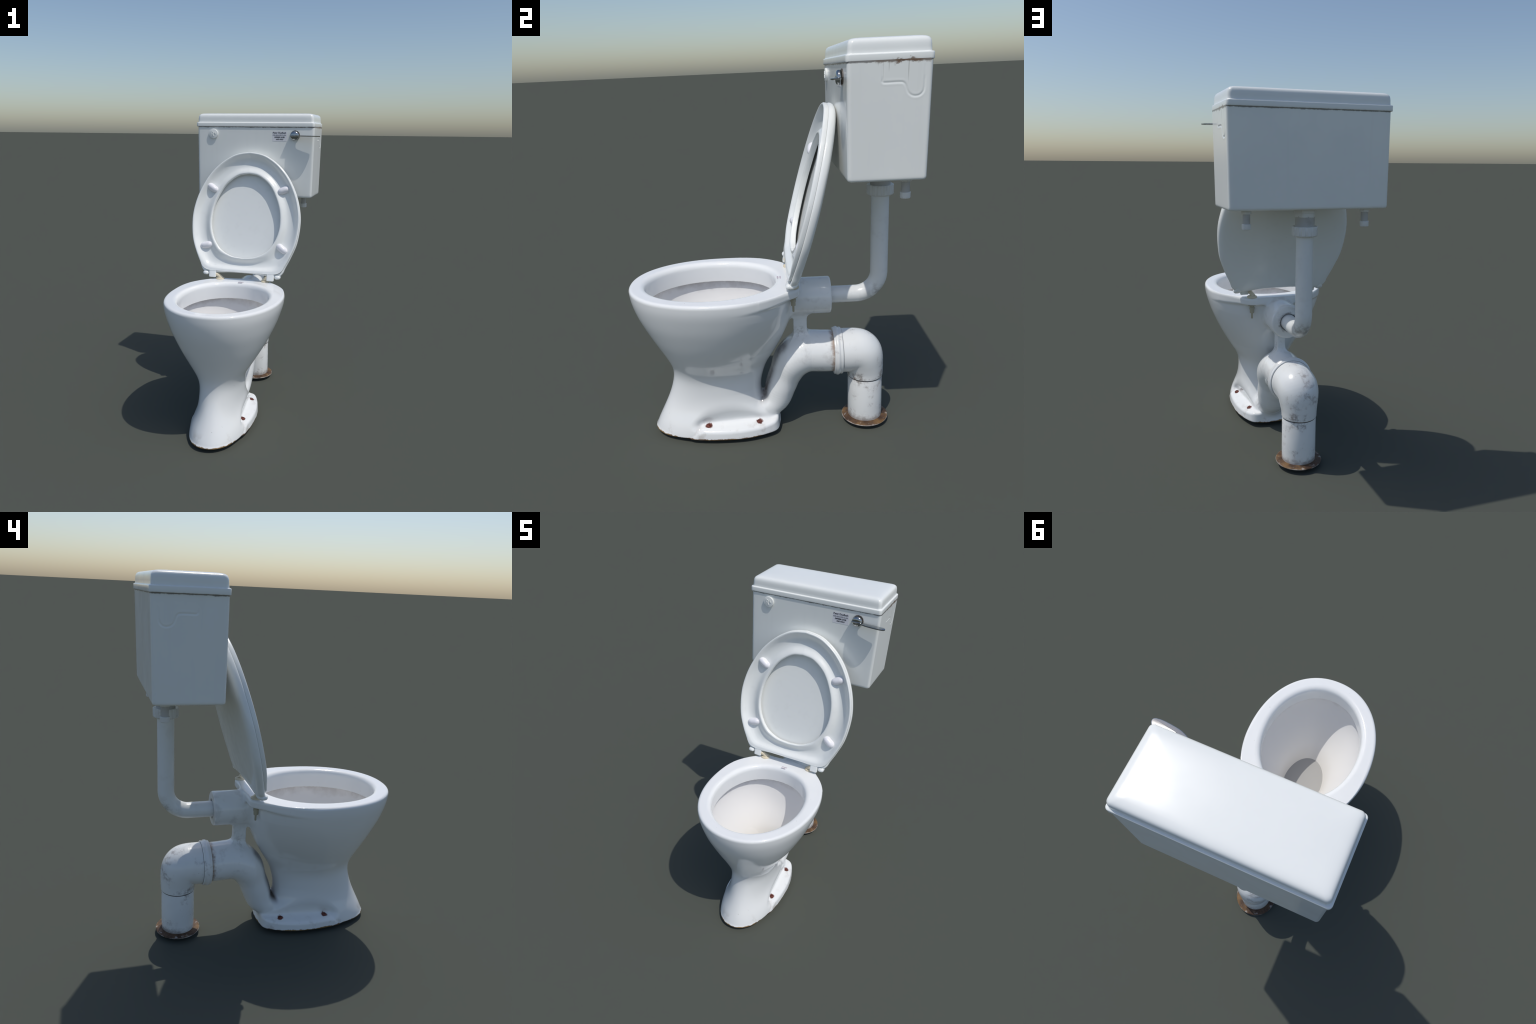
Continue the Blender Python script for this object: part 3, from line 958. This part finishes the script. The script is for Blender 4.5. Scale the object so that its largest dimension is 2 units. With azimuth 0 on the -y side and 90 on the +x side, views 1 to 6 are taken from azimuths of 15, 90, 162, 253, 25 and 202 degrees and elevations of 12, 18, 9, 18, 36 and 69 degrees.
# fittings under the cistern
outx, outy = -0.027, 0.586
valve = link("outlet_flange", lathe([(0.001, 0.0), (0.052, 0.0), (0.0555, 0.003), (0.0555, 0.022), (0.060, 0.024), (0.060, 0.046), (0.001, 0.046)], (outx, outy, 1.3805), "z", 72, hexed(6, 1)), M["fitting"], cistern, 30)
link("outlet_thread", lathe([(0.0505, 0.0)] + [(0.0505 - 0.0010 * (k % 2), 0.002 + 0.003 * k) for k in range(16)] + [(0.0505, 0.06)], (outx, outy, 1.327), "z", 64), M["fitting_dark"], cistern, 50)


def fluted(t):
    return 1.0 - 0.035 * (math.cos(14 * t) > 0.35) - 0.008 * math.cos(28 * t)


link("coupling_nut", lathe([(0.046, 0.0), (0.058, 0.0), (0.0630, 0.003), (0.0660, 0.008), (0.0660, 0.050), (0.0645, 0.0525), (0.050, 0.0525)], (outx, outy, 1.2825), "z", 168, fluted), M["fitting"], cistern, 30)
for sx, sy in ((0.2915, 0.632), (-0.3375, 0.630)):
    w = link("overflow_washer", lathe([(0.001, 0.0), (0.0245, 0.0), (0.026, 0.002), (0.026, 0.020), (0.001, 0.020)], (sx, sy, 1.4065), "z", 48, hexed(6, 1)), M["fitting"], cistern, 30)
    link("overflow_stub", lathe([(0.0185, 0.0)] + [(0.0188 - 0.0007 * (k % 2), 0.002 + 0.0028 * k) for k in range(18)] + [(0.0185, 0.056)], (sx, sy, 1.352), "z", 40), M["fitting_dark"], w, 50)
    link("overflow_nut", lathe([(0.001, 0.0), (0.0195, 0.0), (0.0225, 0.0025), (0.0235, 0.005), (0.0235, 0.0265), (0.0225, 0.028), (0.017, 0.028)], (sx, sy, 1.3300), "z", 60, hexed(8, 1)), M["fitting"], w, 25)

# ---- flush pipe ------------------------------------------------------------------
path = [(-0.0265, 0.586, 1.335), (-0.0265, 0.586, 1.10)]
R = 0.122
for a in np.linspace(0, PI / 2, 25):
    path.append((-0.027 - 0.003 * a, 0.586 - R + R * math.cos(a), 0.7575 + R - R * math.sin(a)))
path += [(-0.031, 0.42, 0.7575), (-0.031, 0.31, 0.7575)]
link("flush_pipe", tube(path, 0.0446, 64), M["pipe"], toilet, 60)

# ---- soil pipe -------------------------------------------------------------------
PX, PY = -0.032, 0.5195
zc = 0.4285
elbow_nodes = spline([(0.30, zc, 0.1190), (0.41, zc, 0.1185), (0.468, zc - 0.001, 0.1170), (0.492, zc - 0.011, 0.1150), (0.505, zc - 0.034, 0.1105), (0.514, 0.355, 0.1030),
                      (PY, 0.315, 0.0975), (PY, 0.26, 0.0958), (PY, 0.20, 0.0955)], 5)
centre_line, bend_rad = [tuple(p[:2]) for p in elbow_nodes], [p[2] for p in elbow_nodes]


def elbow_f(x, y, z):
    o = chain(x, y, z, centre_line, bend_rad)
    return smax(smax(o, 0.345 - y, 0.003), 0.2810 - z, 0.005)


ev, ef, en = surface(elbow_f, (-0.135, 0.33, 0.265), (0.135, 0.65, 0.57), 0.004)
ev[:, 0] += PX
soil = bpy.data.objects.new("soil_pipe", None)
scene.collection.objects.link(soil)
soil.parent = toilet
split_surface(ev, ef, en, [("elbow", M["soil"])], np.zeros(len(ef), int), soil)
link("socket_collar", lathe([(0.105, 0.343), (0.1215, 0.343), (0.1255, 0.3445), (0.1265, 0.348), (0.1265, 0.3515), (0.1292, 0.355), (0.1310, 0.3595), (0.1312, 0.364), (0.1298, 0.3690), (0.1262, 0.3730),
                             (0.1255, 0.3775), (0.1268, 0.3830), (0.1262, 0.3870), (0.1235, 0.3895), (0.1150, 0.3900)], (PX, 0, zc), "y", 96), M["soil"], soil, 50)
link("collar_joint", lathe([(0.110, 0.3890), (0.1196, 0.3890), (0.1196, 0.3912), (0.110, 0.3912)], (PX, 0, zc), "y", 96), M["seam"], soil, 30)
link("joint_gap", lathe([(0.080, 0.276), (0.0915, 0.276), (0.0915, 0.283), (0.080, 0.283)], (PX, PY, 0), "z", 64), M["seam"], soil, 30)
link("drain_pipe", lathe([(0.085, 0.020), (0.0925, 0.020), (0.0930, 0.10), (0.0930, 0.2740), (0.0922, 0.2762), (0.085, 0.2768)], (PX, PY, 0), "z", 96), M["soil"], soil, 40)
link("floor_flange", lathe([(0.060, 0.0), (0.068, 0.0), (0.072, 0.012), (0.095, 0.0180), (0.1225, 0.0215), (0.1262, 0.0235), (0.1268, 0.0260), (0.1255, 0.0285), (0.1225, 0.0300), (0.112, 0.0322),
                            (0.100, 0.0345), (0.088, 0.0355), (0.060, 0.0355)], (PX, PY, 0), "z", 96), M["flange"], soil, 40)
